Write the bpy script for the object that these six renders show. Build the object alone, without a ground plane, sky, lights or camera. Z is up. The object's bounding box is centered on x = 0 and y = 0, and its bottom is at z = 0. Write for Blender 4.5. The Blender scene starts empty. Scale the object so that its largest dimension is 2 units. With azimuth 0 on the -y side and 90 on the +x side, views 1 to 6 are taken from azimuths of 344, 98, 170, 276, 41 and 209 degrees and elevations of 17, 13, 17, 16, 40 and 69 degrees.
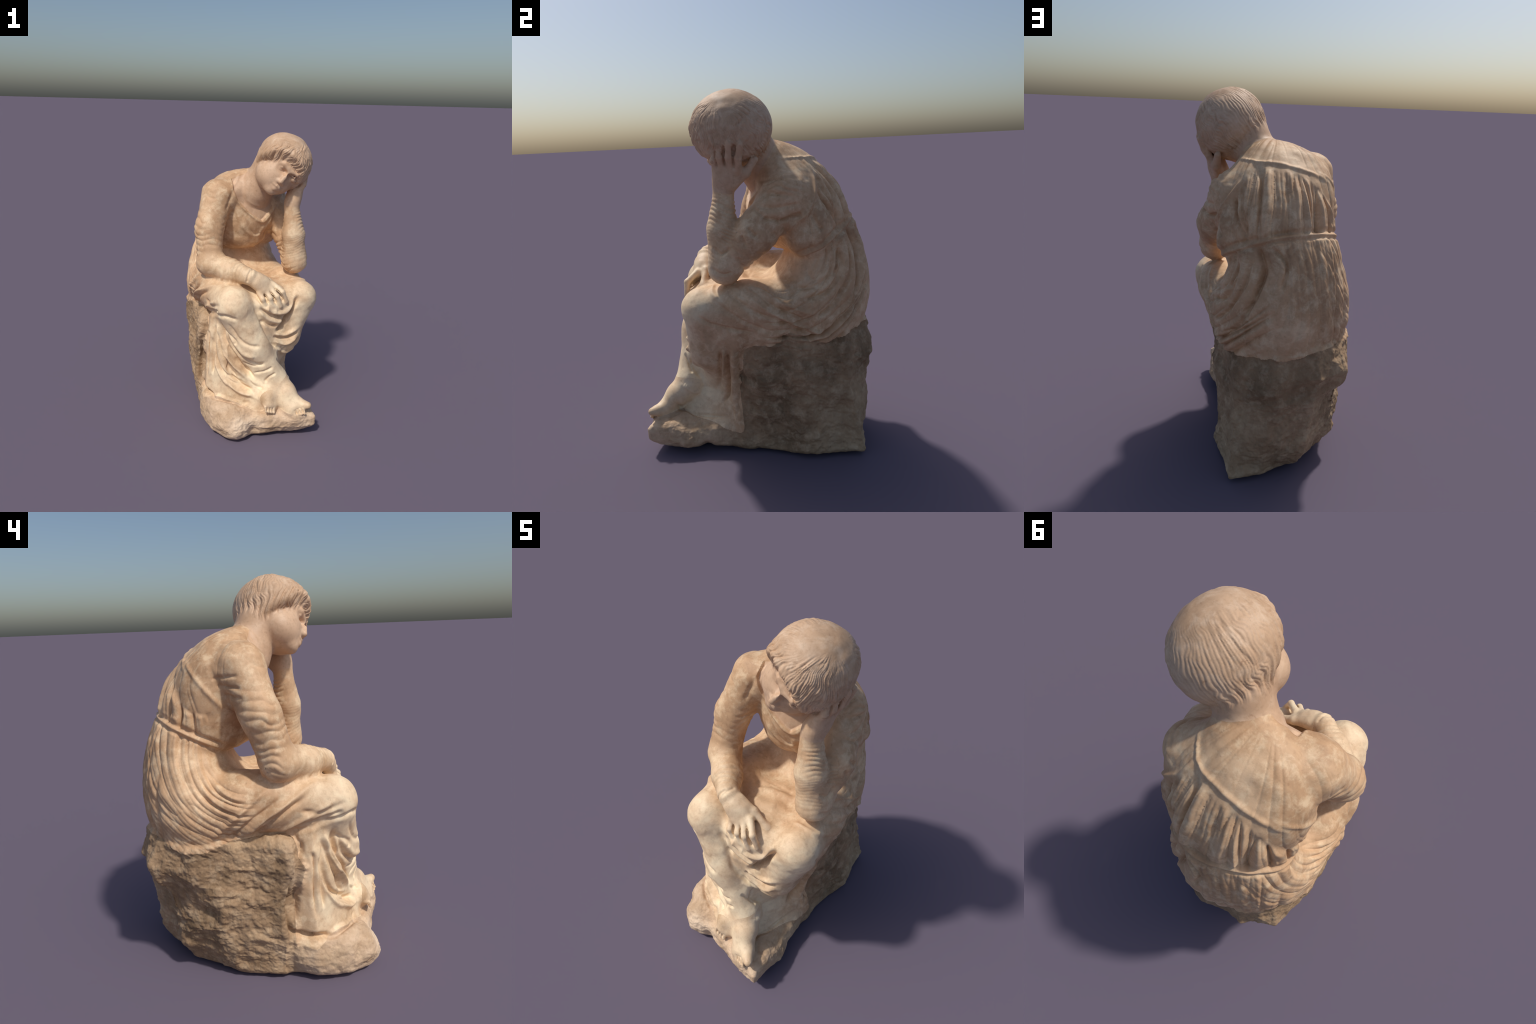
# Seated marble figure on a rock, head resting on the left hand.
# The body is one smooth implicit surface (rounded cones, ellipsoids, lofted
# sections and polygons blended together), meshed once, then given drapery
# folds, hair locks and stone roughness and split into named parts.
import numpy as np

rng = np.random.RandomState(7)
V = lambda *a: np.array(a, float)

# ------------------------------------------------------------------ noise
_perm = np.random.RandomState(11).permutation(256)
_perm = np.concatenate([_perm, _perm])
_val = np.random.RandomState(12).rand(256) * 2 - 1


def noise(P, scale=1.0, seed=0.0):
    """Smooth value noise in [-1, 1] at points P (N,3)."""
    q = P * scale + V(17.3, 5.1, 9.7) * (seed + 1)
    i = np.floor(q).astype(int)
    f = q - i
    f = f * f * f * (f * (f * 6 - 15) + 10)
    i &= 255
    out = 0
    for dx in (0, 1):
        wx = f[:, 0] if dx else 1 - f[:, 0]
        a = _perm[(i[:, 0] + dx) & 255]
        for dy in (0, 1):
            wy = f[:, 1] if dy else 1 - f[:, 1]
            b = _perm[a + ((i[:, 1] + dy) & 255)]
            for dz in (0, 1):
                wz = f[:, 2] if dz else 1 - f[:, 2]
                out = out + wx * wy * wz * _val[_perm[b + ((i[:, 2] + dz) & 255)]]
    return out


def fbm(P, scale, octaves=4, gain=0.5, seed=0.0):
    out, amp = 0, 1.0
    for o in range(octaves):
        out = out + amp * noise(P, scale * 2.03 ** o, seed + o * 3.1)
        amp *= gain
    return out


def step(a, b, x):
    t = np.clip((x - a) / (b - a), 0, 1)
    return t * t * (3 - 2 * t)


def spline(x, xs, ys):
    """Monotone-ish cubic through small control tables; ys may be (n,) or (n,m)."""
    xs = np.asarray(xs, float)
    ys = np.asarray(ys, float)
    if ys.ndim == 1:
        ys = ys[:, None]
    m = np.gradient(ys, xs, axis=0)
    x = np.clip(x, xs[0], xs[-1])
    k = np.clip(np.searchsorted(xs, x) - 1, 0, len(xs) - 2)
    h = (xs[k + 1] - xs[k])[:, None]
    t = ((x - xs[k]) / h[:, 0])[:, None]
    r = ((1 + 2 * t) * (1 - t) ** 2 * ys[k] + t * (1 - t) ** 2 * h * m[k]
         + t * t * (3 - 2 * t) * ys[k + 1] + t * t * (t - 1) * h * m[k + 1])
    return r[:, 0] if r.shape[1] == 1 else r


# ------------------------------------------------------------------ distance primitives
def smin(a, b, k):
    h = np.maximum(k - np.abs(a - b), 0) / k
    return np.minimum(a, b) - h * h * k * 0.25


def smax(a, b, k):
    return -smin(-a, -b, k)


def cone(a, b, ra, rb):
    """Rounded cone between two balls."""
    a, b = np.asarray(a, float), np.asarray(b, float)
    ab = b - a
    L = max(ab @ ab, 1e-12)

    def f(P):
        t = np.clip(((P - a) @ ab) / L, 0, 1)
        return np.linalg.norm(P - a - t[:, None] * ab, axis=1) - (ra + (rb - ra) * t)
    r = max(ra, rb)
    f.box = (np.minimum(a, b) - r, np.maximum(a, b) + r)
    return f


def chain(pts, radii, k=0.02):
    pts = [np.asarray(p, float) for p in pts]
    fs = [cone(pts[i], pts[i + 1], radii[i], radii[i + 1]) for i in range(len(pts) - 1)]

    def f(P):
        d = fs[0](P)
        for g in fs[1:]:
            d = smin(d, g(P), k)
        return d
    r = max(radii)
    f.line = pts
    f.box = (np.min(pts, 0) - r, np.max(pts, 0) + r)
    return f


def ellipsoid(c, r, axes=None):
    c, r = np.asarray(c, float), np.asarray(r, float)
    A = np.eye(3) if axes is None else np.asarray(axes, float)

    def f(P):
        q = (P - c) @ A.T
        k0 = np.linalg.norm(q / r, axis=1)
        k1 = np.linalg.norm(q / (r * r), axis=1)
        return k0 * (k0 - 1) / np.maximum(k1, 1e-6)
    ext = np.sqrt(((A * r[:, None]) ** 2).sum(0))
    f.box = (c - ext, c + ext)
    return f


def sections(zs, xr, xl, yb, yf, nb=2.0, nf=2.3):
    """Loft of super-elliptic sections: right/left x and back/front y against z."""
    T = np.stack([xr, xl, yb, yf], 1)
    z0, z1 = zs[0], zs[-1]

    def f(P):
        s = spline(P[:, 2], zs, T)
        cx, ax = (s[:, 0] + s[:, 1]) / 2, (s[:, 1] - s[:, 0]) / 2
        cy, ay = (s[:, 2] + s[:, 3]) / 2, (s[:, 2] - s[:, 3]) / 2
        u, v = np.abs(P[:, 0] - cx) / ax, np.abs(P[:, 1] - cy) / ay
        n = nf + (nb - nf) * step(-.25, .25, (P[:, 1] - cy) / ay)
        g = (u ** n + v ** n + 1e-9) ** (1 / n)
        d = (g - 1) * np.minimum(ax, ay) * 0.9
        return smax(d, np.maximum(z0 - P[:, 2], P[:, 2] - z1), 0.05)
    f.box = (V(min(xr), min(yf), z0), V(max(xl), max(yb), z1))
    return f


def prism(levels, rounding=0.03):
    """Solid through polygons (same corner count) stacked at heights."""
    zs = np.array([l[0] for l in levels])
    poly = np.array([l[1] for l in levels], float)
    m = poly.shape[1]

    def f(P):
        z = np.clip(P[:, 2], zs[0], zs[-1])
        k = np.clip(np.searchsorted(zs, z) - 1, 0, len(zs) - 2)
        t = ((z - zs[k]) / (zs[k + 1] - zs[k]))[:, None, None]
        Q = poly[k] * (1 - t) + poly[k + 1] * t
        p = P[:, :2]
        d = np.full(len(P), 1e9)
        inside = np.zeros(len(P), bool)
        for i in range(m):
            a, b = Q[:, i], Q[:, (i + 1) % m]
            e, w = b - a, p - a
            s = np.clip((w * e).sum(1) / (e * e).sum(1), 0, 1)
            d = np.minimum(d, np.linalg.norm(w - e * s[:, None], axis=1))
            c = (a[:, 1] > p[:, 1]) != (b[:, 1] > p[:, 1])
            xi = a[:, 0] + (p[:, 1] - a[:, 1]) * e[:, 0] / np.where(np.abs(e[:, 1]) < 1e-9, 1e-9, e[:, 1])
            inside ^= c & (p[:, 0] < xi)
        d = np.where(inside, -d, d) + rounding
        dz = np.maximum(zs[0] - P[:, 2], P[:, 2] - zs[-1]) + rounding
        out = np.sqrt(np.maximum(d, 0) ** 2 + np.maximum(dz, 0) ** 2)
        return out + np.minimum(np.maximum(d, dz), 0) - rounding
    f.box = (V(*poly.min((0, 1)), zs[0]), V(*poly.max((0, 1)), zs[-1]))
    return f


class Part:
    """A named piece: primitives blended with their own softness; cuts carve."""

    def __init__(self, name, blend, owner=None):
        self.name, self.blend, self.items, self.owner = name, blend, [], owner

    def add(self, f, k=0.03):
        self.line = getattr(f, 'line', None)
        self.items.append((f, k, False))
        return self

    def cut(self, f, k=0.02):
        self.items.append((f, k, True))
        return self

    def __call__(self, P, box=None, margin=0.12):
        d = np.full(len(P), 0.5)
        for f, k, neg in self.items:
            if box is not None and (np.any(f.box[0] - margin > box[1]) or np.any(f.box[1] + margin < box[0])):
                continue
            d = smax(d, -f(P), k) if neg else smin(d, f(P), k)
        return d


# ------------------------------------------------------------------ head frame
HEAD = V(.259, -.058, 1.766)
h_up = V(.63, -.20, .75)
h_up /= np.linalg.norm(h_up)
h_left = V(.745, -.145, -.65)
h_left -= h_up * (h_left @ h_up)
h_left /= np.linalg.norm(h_left)
h_fwd = np.cross(h_left, h_up)
HAXES = np.stack([h_left, h_fwd, h_up])


def hl(l, f, u):
    """Head-local (left, forward, up) to world."""
    return HEAD + l * h_left + f * h_fwd + u * h_up


def head_local(P):
    return (P - HEAD) @ HAXES.T


PARTS = []


def part(name, blend, owner=None):
    p = Part(name, blend, owner)
    PARTS.append(p)
    return p


# ---- rock seat and plinth
rock = part('rock_base', 0.02)
rock.add(prism([
    (0.00, [(.275, .61), (.10, .59), (-.09, .505), (-.25, .345), (-.355, .12), (-.38, -.12), (-.32, -.20), (.25, -.12), (.29, .02), (.315, .28)]),
    (0.15, [(.265, .58), (.09, .605), (-.12, .575), (-.31, .42), (-.385, .15), (-.395, -.12), (-.32, -.20), (.26, -.11), (.30, .02), (.315, .28)]),
    (0.42, [(.24, .515), (.07, .61), (-.165, .61), (-.335, .48), (-.395, .22), (-.39, -.12), (-.31, -.20), (.26, -.10), (.315, .02), (.32, .28)]),
    (0.60, [(.225, .495), (.06, .625), (-.18, .65), (-.335, .555), (-.395, .34), (-.39, -.16), (-.335, -.22), (.27, -.11), (.335, .02), (.33, .27)]),
    (0.74, [(.20, .47), (.05, .585), (-.16, .605), (-.30, .51), (-.36, .30), (-.35, -.13), (-.25, -.20), (.26, -.09), (.325, .04), (.32, .27)])], 0.035))
plinth = part('plinth', 0.04)
plinth.add(prism([
    (0.00, [(.26, -.02), (-.30, -.02), (-.375, -.28), (-.325, -.46), (-.21, -.58), (-.10, -.57), (.03, -.58), (.22, -.585), (.285, -.57), (.30, -.43), (.27, -.28)]),
    (0.07, [(.26, -.02), (-.32, -.02), (-.39, -.28), (-.345, -.46), (-.22, -.595), (-.11, -.58), (.03, -.605), (.24, -.64), (.325, -.635), (.335, -.43), (.29, -.27)]),
    (0.16, [(.26, -.02), (-.32, -.02), (-.37, -.27), (-.31, -.43), (-.185, -.555), (-.10, -.56), (.03, -.59), (.24, -.63), (.33, -.635), (.31, -.42), (.28, -.26)])], 0.04), 0.05)
plinth.add(ellipsoid((-.235, -.475, .085), (.115, .135, .10)), 0.05)
plinth.add(ellipsoid((.19, -.52, .12), (.13, .12, .06)), 0.05)
plinth.add(chain([(-.27, -.22, .12), (-.25, -.37, .11), (-.18, -.47, .10)], [.10, .10, .09], 0.05), 0.06)
plinth.cut(ellipsoid((-.095, -.62, .02), (.04, .07, .075)), 0.03)
plinth.cut(ellipsoid((.34, -.30, .0), (.10, .045, .07)), 0.03)
rock.cut(ellipsoid((.36, -.02, -.01), (.08, .12, .045)), 0.03)

# ---- drapery mass between shins, seat and plinth
hem = part('skirt_drapery', 0.03)
hem.add(prism([
    (0.12, [(-.35, -.17), (-.37, -.27), (-.25, -.43), (-.06, -.53), (.10, -.55), (.22, -.52), (.27, -.28), (.29, -.09), (-.1, .0)]),
    (0.22, [(-.355, -.17), (-.365, -.27), (-.24, -.42), (-.06, -.50), (.09, -.51), (.15, -.41), (.23, -.24), (.285, -.09), (-.1, .0)]),
    (0.32, [(-.355, -.17), (-.36, -.27), (-.24, -.40), (-.06, -.47), (.06, -.46), (.11, -.36), (.19, -.22), (.285, -.09), (-.1, .0)]),
    (0.45, [(-.345, -.17), (-.35, -.26), (-.25, -.385), (-.06, -.44), (.07, -.42), (.13, -.31), (.235, -.20), (.295, -.08), (-.1, .0)]),
    (0.60, [(-.34, -.19), (-.345, -.26), (-.24, -.39), (-.08, -.43), (.12, -.385), (.22, -.31), (.31, -.23), (.34, -.06), (-.1, .0)]),
    (0.86, [(-.31, -.19), (-.31, -.25), (-.22, -.37), (-.08, -.41), (.12, -.395), (.26, -.345), (.35, -.22), (.365, -.04), (-.1, .0)])], 0.03))

# ---- seat, hips and torso
skirt = part('tunic_skirt', 0.04)
zs = [.64, .70, .80, .94, 1.08, 1.20, 1.28, 1.33]
skirt.add(sections(zs, [-.34, -.37, -.385, -.38, -.335, -.295, -.275, -.265], [.27, .305, .325, .322, .278, .238, .235, .23],
                   [.555, .602, .632, .642, .622, .588, .55, .52], [.0, .0, .0, .04, .14, .20, .20, .20], nb=1.75, nf=2.1))
skirt.add(ellipsoid((.045, -.10, .878), (.31, .31, .118)), 0.06)          # lap cloth between the thighs

torso = part('torso', 0.03)
zs = [1.14, 1.19, 1.28, 1.33, 1.40, 1.50, 1.60, 1.68, 1.735]
torso.add(sections(zs, [-.22, -.25, -.275, -.28, -.29, -.285, -.25, -.17, -.05], [.17, .22, .28, .32, .33, .295, .235, .17, .11],
                   [.50, .53, .548, .53, .508, .456, .376, .277, .18], [.10, .04, .0, -.02, -.03, -.015, .01, .03, .05], nb=1.95, nf=1.75))
torso.add(chain([(.0, .075, 1.61), (-.20, .065, 1.55)], [.080, .102]), 0.04)         # slope of the shoulders
torso.add(chain([(.13, .15, 1.55), (.24, .21, 1.45)], [.085, .110]), 0.04)
torso.add(ellipsoid((.215, .315, 1.25), (.11, .13, .13)), 0.05)

leg_r = part('leg', 0.05)
leg_r.add(chain([(-.235, .28, .86), (-.238, .10, .90), (-.225, -.06, .905), (-.187, -.348, .892)], [.15, .152, .145, .122], 0.05))
leg_r.add(chain([(-.187, -.345, .887), (-.06, -.38, .61), (.095, -.43, .34)], [.122, .110, .08], 0.05))
leg_l = part('leg', 0.05)
leg_l.add(chain([(.17, .30, .86), (.275, .0, .875), (.318, -.25, .875)], [.15, .13, .108], 0.05))
leg_l.add(chain([(.24, .10, .74), (.265, -.08, .755), (.30, -.22, .80)], [.115, .105, .09], 0.04), 0.05)
leg_l.add(chain([(.318, -.25, .865), (.21, -.27, .60), (.10, -.24, .40)], [.11, .10, .07], 0.05))

arm_r = part('arm', 0.03)
arm_r.add(chain([(-.20, .075, 1.553), (-.285, -.02, 1.34), (-.295, -.10, 1.12)], [.118, .092, .088], 0.04))
arm_r.add(chain([(-.295, -.10, 1.12), (-.17, -.22, 1.085), (-.075, -.315, 1.075)], [.088, .078, .056], 0.03))
arm_l = part('arm', 0.03)
arm_l.add(chain([(.235, .215, 1.45), (.312, .05, 1.27), (.317, -.115, 1.10)], [.122, .102, .085], 0.04))
arm_l.add(chain([(.317, -.115, 1.10), (.299, -.12, 1.30), (.283, -.105, 1.49)], [.086, .076, .052], 0.03))

# ---- hands
hand_r = part('hand', 0.012)
hand_r.add(chain([(-.085, -.315, 1.070), (-.03, -.335, 1.035), (.00, -.355, .985)], [.046, .042, .030], 0.02))
hand_r.add(chain([(-.06, -.30, 1.070), (.02, -.32, 1.035), (.075, -.335, 1.00)], [.042, .036, .026], 0.02), 0.03)
hand_r.add(chain([(-.02, -.325, 1.05), (.035, -.35, .985)], [.036, .028]), 0.03)
for c in ([(-.015, -.362, .968), (.000, -.396, .935), (.016, -.396, .898)],
          [(.030, -.358, .978), (.052, -.396, .940), (.068, -.394, .882)],
          [(.062, -.350, .995), (.100, -.396, .948), (.126, -.398, .874)],
          [(.088, -.334, 1.012), (.142, -.382, .970), (.174, -.382, .896)]):
    part('finger', 0.012, hand_r).add(chain(c, [.0195, .0175, .0135], 0.008))
part('finger', 0.025, hand_r).add(chain([(-.01, -.295, 1.06), (.07, -.285, 1.02), (.155, -.287, .962)], [.026, .022, .016], 0.012))

hand_l = part('hand', 0.012)
hand_l.add(chain([(0.281, -.105, 1.48), (0.303, -.085, 1.56), (0.320, -.075, 1.605)], [.048, .050, .046], 0.02))
hand_l.add(chain([(0.288, -.09, 1.52), (0.328, -.03, 1.60)], [.045, .03]), 0.03)
hand_l.add(chain([(0.288, -.11, 1.53), (0.323, -.115, 1.60)], [.045, .03]), 0.03)
for c in ([(0.326, -.122, 1.605), (0.356, -.126, 1.650), (0.360, -.120, 1.690)],
          [(0.336, -.090, 1.607), (0.373, -.092, 1.665), (0.386, -.085, 1.722)],
          [(0.340, -.050, 1.605), (0.380, -.046, 1.665), (.408, -.034, 1.730)],
          [(0.336, -.010, 1.602), (0.376, -.002, 1.660), (.404, .018, 1.720)]):
    part('finger', 0.012, hand_l).add(chain(c, [.021, .019, .015], 0.008))
part('finger', 0.02, hand_l).add(chain([(0.300, -.05, 1.525), (0.316, .02, 1.580), (0.310, .070, 1.645)], [.030, .024, .018], 0.015))

# ---- feet (ankles crossed, the left toes show beside the right foot)
foot_r = part('foot', 0.035)
foot_r.add(chain([(.105, -.43, .33), (.155, -.495, .275), (.205, -.560, .215)], [.080, .064, .045], 0.03))
foot_r.add(chain([(.10, -.47, .26), (.170, -.570, .190)], [.060, .044]), 0.03)
part('toe', 0.02, foot_r).add(chain([(.222, -.56, .222), (.250, -.596, .218), (.273, -.616, .222)], [.037, .030, .024], 0.01))
foot_r.add(chain([(.205, -.575, .205), (.150, -.560, .180)], [.030, .026]), 0.02)
for i in range(4):
    tip = V(.247 - .0195 * i, -.634 + .006 * i, .182 - .005 * i)
    part('toe', 0.004, foot_r).add(chain([tip + V(-.030, .055, .022), tip + V(-.008, .016, .020), tip + V(0, 0, -.008)], [.016, .0125, .0105], 0.006))
foot_l = part('foot', 0.045)
foot_l.add(chain([(.03, -.45, .29), (.015, -.51, .265), (.015, -.545, .235)], [.07, .052, .036], 0.02))
foot_l.add(chain([(.035, -.48, .26), (.038, -.54, .215)], [.05, .034]), 0.02)
for i in range(4):
    tip = V(-.012 + .019 * i, -.578, .205 - .006 * i)
    part('toe', 0.004, foot_l).add(chain([tip + V(-.002, .040, .026), tip + V(0, .012, .018), tip + V(0, 0, -.010)], [.014, .0115, .010], 0.006))

# ---- neck, head, hair
neck = part('neck', 0.03)
neck.add(cone((.07, .065, 1.58), (.17, .0, 1.80), .116, .114))

head = part('head', 0.02)
head.add(ellipsoid(hl(-.026, .016, -.03), (.144, .156, .152), HAXES))
head.add(ellipsoid(hl(-.038, .074, -.128), (.124, .103, .092), HAXES), 0.06)
head.add(ellipsoid(hl(-.006, .140, -.184), (.040, .034, .030), HAXES), 0.03)                 # chin
head.add(chain([hl(0, .168, .002), hl(0, .184, -.050), hl(0, .192, -.092)], [.012, .013, .0155], 0.01), 0.02)   # nose
for s in (-1, 1):
    head.add(ellipsoid(hl(.020 * s, .172, -.098), (.013, .016, .013), HAXES), 0.012)     # nostrils
    head.cut(ellipsoid(hl(.050 * s, .184, -.030), (.040, .034, .022), HAXES), 0.020)     # eye socket
    head.cut(ellipsoid(hl(.030 * s, .180, -.028), (.019, .030, .016), HAXES), 0.016)     # inner corner
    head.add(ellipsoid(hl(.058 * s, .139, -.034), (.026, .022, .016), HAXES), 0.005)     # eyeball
    head.add(chain([hl(.030 * s, .156, -.020), hl(.056 * s, .163, -.018), hl(.085 * s, .146, -.028)], [.004, .005, .004], 0.004), 0.006)  # upper lid
    head.add(chain([hl(.022 * s, .170, .004), hl(.055 * s, .168, .012), hl(.085 * s, .148, .002)], [.010, .009, .004], 0.01), 0.025)  # brow
    head.add(chain([hl(0, .178, -.135), hl(.02 * s, .175, -.135), hl(.040 * s, .163, -.141)], [.010, .009, .005], 0.008), 0.012)  # upper lip
    head.add(chain([hl(0, .172, -.155), hl(.030 * s, .165, -.151)], [.012, .007]), 0.012)
head.cut(chain([hl(-.040, .178, -.145), hl(-.02, .188, -.144), hl(0, .192, -.144), hl(.02, .188, -.144), hl(.040, .178, -.145)],
               [.003, .0045, .005, .0045, .003], 0.004), 0.007)                       # line of the mouth

hair = part('hair', 0.01)
hair_cap = ellipsoid(hl(-.044, .002, .012), (.189, .212, .187), HAXES)
HAIRLINE = ([-.30, -.15, .03, .08, .13, .18, .25], [-.20, -.170, -.120, -.075, -.028, .068, .090])


def hair_shape(P):
    q = head_local(P)
    line = spline(q[:, 1], *HAIRLINE)
    return smax(hair_cap(P), (line - q[:, 2]) * 0.85, 0.016)


hair_shape.box = hair_cap.box
hair.add(hair_shape)


def part_distances(P, box=None):
    return np.stack([p(P, box) for p in PARTS], 1)


def blend(D):
    """Union of all parts, each with its own softness."""
    d = D[:, 0]
    for i, p in enumerate(PARTS[1:], 1):
        d = smin(d, D[:, i], p.blend)
    return d


def field(P, box=None):
    return blend(part_distances(P, box))


# ------------------------------------------------------------------ meshing (surface nets)
def build_grid(h, lo=V(-.52, -.72, -.03), hi=V(.52, .72, 2.05), block=16):
    n = np.ceil((hi - lo) / h / block).astype(int) * block
    D = np.empty(n + 0, np.float32)
    nb = n // block
    half = block * h / 2
    for bx in range(nb[0]):
        for by in range(nb[1]):
            for bz in range(nb[2]):
                o = lo + V(bx, by, bz) * block * h
                c = (o + half)[None]
                sl = tuple(slice(b * block, (b + 1) * block) for b in (bx, by, bz))
                d = field(c)[0]
                if abs(d) > half * 1.74 * 1.35 + 0.03:
                    D[sl] = d
                    continue
                g = np.arange(block) * h
                X, Y, Z = np.meshgrid(o[0] + g, o[1] + g, o[2] + g, indexing='ij')
                P = np.stack([X.ravel(), Y.ravel(), Z.ravel()], 1)
                D[sl] = field(P, (o, o + 2 * half)).reshape(block, block, block)
    return D, lo


def surface_nets(D, lo, h):
    S = D < 0
    n = np.array(D.shape)
    c = [S[i:n[0] - 1 + i, j:n[1] - 1 + j, k:n[2] - 1 + k] for i in (0, 1) for j in (0, 1) for k in (0, 1)]
    cnt = sum(a.astype(np.int8) for a in c)
    act = (cnt > 0) & (cnt < 8)
    idx = np.argwhere(act)
    vid = np.full(act.shape, -1, np.int32)
    vid[act] = np.arange(len(idx))
    corners = [(i, j, k) for i in (0, 1) for j in (0, 1) for k in (0, 1)]
    val = {q: D[idx[:, 0] + q[0], idx[:, 1] + q[1], idx[:, 2] + q[2]] for q in corners}
    acc = np.zeros((len(idx), 3))
    w = np.zeros(len(idx))
    for a in corners:
        for ax in range(3):
            if a[ax]:
                continue
            b = list(a)
            b[ax] = 1
            va, vb = val[a], val[tuple(b)]
            m = (va < 0) != (vb < 0)
            t = np.where(m, va / np.where(va == vb, 1, va - vb), 0)
            p = np.array(a, float)[None].repeat(len(idx), 0)
            p[:, ax] = t
            acc += p * m[:, None]
            w += m
    verts = lo + (idx + acc / w[:, None]) * h
    faces = []
    for ax in range(3):
        s0 = [slice(1, -1)] * 3
        s1 = [slice(1, -1)] * 3
        s0[ax] = slice(0, -1)
        s1[ax] = slice(1, None)
        a, b = S[tuple(s0)], S[tuple(s1)]
        e = np.argwhere(a != b)
        off = np.ones(3, int)
        off[ax] = 0
        e = e + off
        u, v = (ax + 1) % 3, (ax + 2) % 3
        du, dv = np.eye(3, dtype=int)[u], np.eye(3, dtype=int)[v]
        ok = np.all(e < n - 1, 1)
        e = e[ok]
        q = [vid[tuple((e - x).T)] for x in (du + dv, dv, 0 * du, du)]
        q = np.stack(q, 1)
        out = S[tuple(e.T)]
        q[~out] = q[~out][:, ::-1]
        faces.append(q)
    return verts, np.concatenate(faces)


def vertex_normals(v, f):
    d1, d2 = v[f[:, 2]] - v[f[:, 0]], v[f[:, 3]] - v[f[:, 1]]
    fn = np.cross(d1, d2)
    n = np.zeros_like(v)
    for i in range(4):
        for k in range(3):
            n[:, k] += np.bincount(f[:, i], fn[:, k], len(v))
    return n / np.maximum(np.linalg.norm(n, axis=1), 1e-12)[:, None]


def refine(v, f):
    """One Catmull-Clark step on a closed quad mesh."""
    nv, nf = len(v), len(f)
    fc = v[f].mean(1)
    e = np.stack([f, np.roll(f, -1, 1)], 2).reshape(-1, 2)
    es = np.sort(e, 1)
    key = es[:, 0].astype(np.int64) * nv + es[:, 1]
    uq, inv = np.unique(key, return_inverse=True)
    ne = len(uq)
    ev = np.stack([uq // nv, uq % nv], 1)
    cnt = np.bincount(inv, minlength=ne)
    fsum = np.stack([np.bincount(inv, np.repeat(fc[:, k], 4), ne) for k in range(3)], 1)
    em = v[ev].mean(1)
    ep = (em + fsum / cnt[:, None]) / 2
    val = np.bincount(ev.ravel(), minlength=nv).astype(float)
    esum = np.stack([np.bincount(ev.ravel(), np.repeat(em[:, k], 2), nv) for k in range(3)], 1)
    fcnt = np.bincount(f.ravel(), minlength=nv).astype(float)
    fs = np.stack([np.bincount(f.ravel(), np.repeat(fc[:, k], 4), nv) for k in range(3)], 1)
    val = np.maximum(val, 1)[:, None]
    vn = (fs / np.maximum(fcnt, 1)[:, None] + 2 * esum / val + (val - 3) * v) / val
    eid = inv.reshape(nf, 4) + nv
    fid = np.arange(nf) + nv + ne
    q = [np.stack([f[:, i], eid[:, i], fid, eid[:, i - 1]], 1) for i in range(4)]
    return np.concatenate([vn, ep, fc]), np.concatenate(q)


def largest_component(v, f):
    lab = np.arange(len(v))
    e = np.concatenate([f[:, [0, 1]], f[:, [1, 2]], f[:, [2, 3]], f[:, [3, 0]]])
    while True:
        m = np.minimum(lab[e[:, 0]], lab[e[:, 1]])
        new = lab.copy()
        np.minimum.at(new, e[:, 0], m)
        np.minimum.at(new, e[:, 1], m)
        new = new[new]
        if np.array_equal(new, lab):
            break
        lab = new
    keep = lab == np.bincount(lab).argmax()
    remap = np.cumsum(keep) - 1
    return v[keep], remap[f[keep[f[:, 0]]]]


# ------------------------------------------------------------------ carved relief
def curve_points(pts, per=8):
    """Catmull-Rom through control points."""
    p = np.array(pts, float)
    p = np.concatenate([[2 * p[0] - p[1]], p, [2 * p[-1] - p[-2]]])
    out = []
    for i in range(1, len(p) - 2):
        t = (np.arange(per) / per)[:, None]
        a, b, c, d = p[i - 1:i + 3]
        out.append(.5 * (2 * b + (c - a) * t + (2 * a - 5 * b + 4 * c - d) * t * t + (3 * b - a - 3 * c + d) * t ** 3))
    out.append(p[-2:-1])
    return np.concatenate(out)


def curve_distance(P, N, pts):
    """Distance across the surface to a curve, and the place along it (0..1)."""
    best = np.full(len(P), 9.0)
    along = np.zeros(len(P))
    m = len(pts) - 1
    for i in range(m):
        a, ab = pts[i], pts[i + 1] - pts[i]
        t = np.clip((P - a) @ ab / max(ab @ ab, 1e-12), 0, 1)
        w = P - a - t[:, None] * ab
        h = (w * N).sum(1)
        d = np.sqrt(np.maximum((w * w).sum(1) - h * h * 0.9, 0)) + 4 * np.maximum(np.abs(h) - .07, 0)
        k = d < best
        best[k], along[k] = d[k], (i + t[k]) / m
    return best, along


def carve(P, N, folds, gain=1.0):
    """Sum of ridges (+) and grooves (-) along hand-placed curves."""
    out = np.zeros(len(P))
    for w, a, pts in folds:
        c = curve_points(pts)
        lo, hi = c.min(0) - 3 * w - .05, c.max(0) + 3 * w + .05
        k = np.where(np.all((P > lo) & (P < hi), 1))[0]
        if not len(k):
            continue
        d, t = curve_distance(P[k], N[k], c)
        ends = step(-.02, .18, t) * (1 - step(.82, 1.02, t)) if a < 0 else step(-.08, .15, t) * (1 - step(.85, 1.08, t))
        ww = w * (1 + .25 * noise(P[k], 18, 4))
        prof = np.exp(-(d / ww) ** 2)
        out[k] += gain * a * prof * ends
    return out


def pleat(t, sharp=0.75):
    """Rounded ridges with sharp valleys, mean about zero."""
    return np.abs(np.sin(np.pi * t)) ** sharp - 0.65


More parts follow.
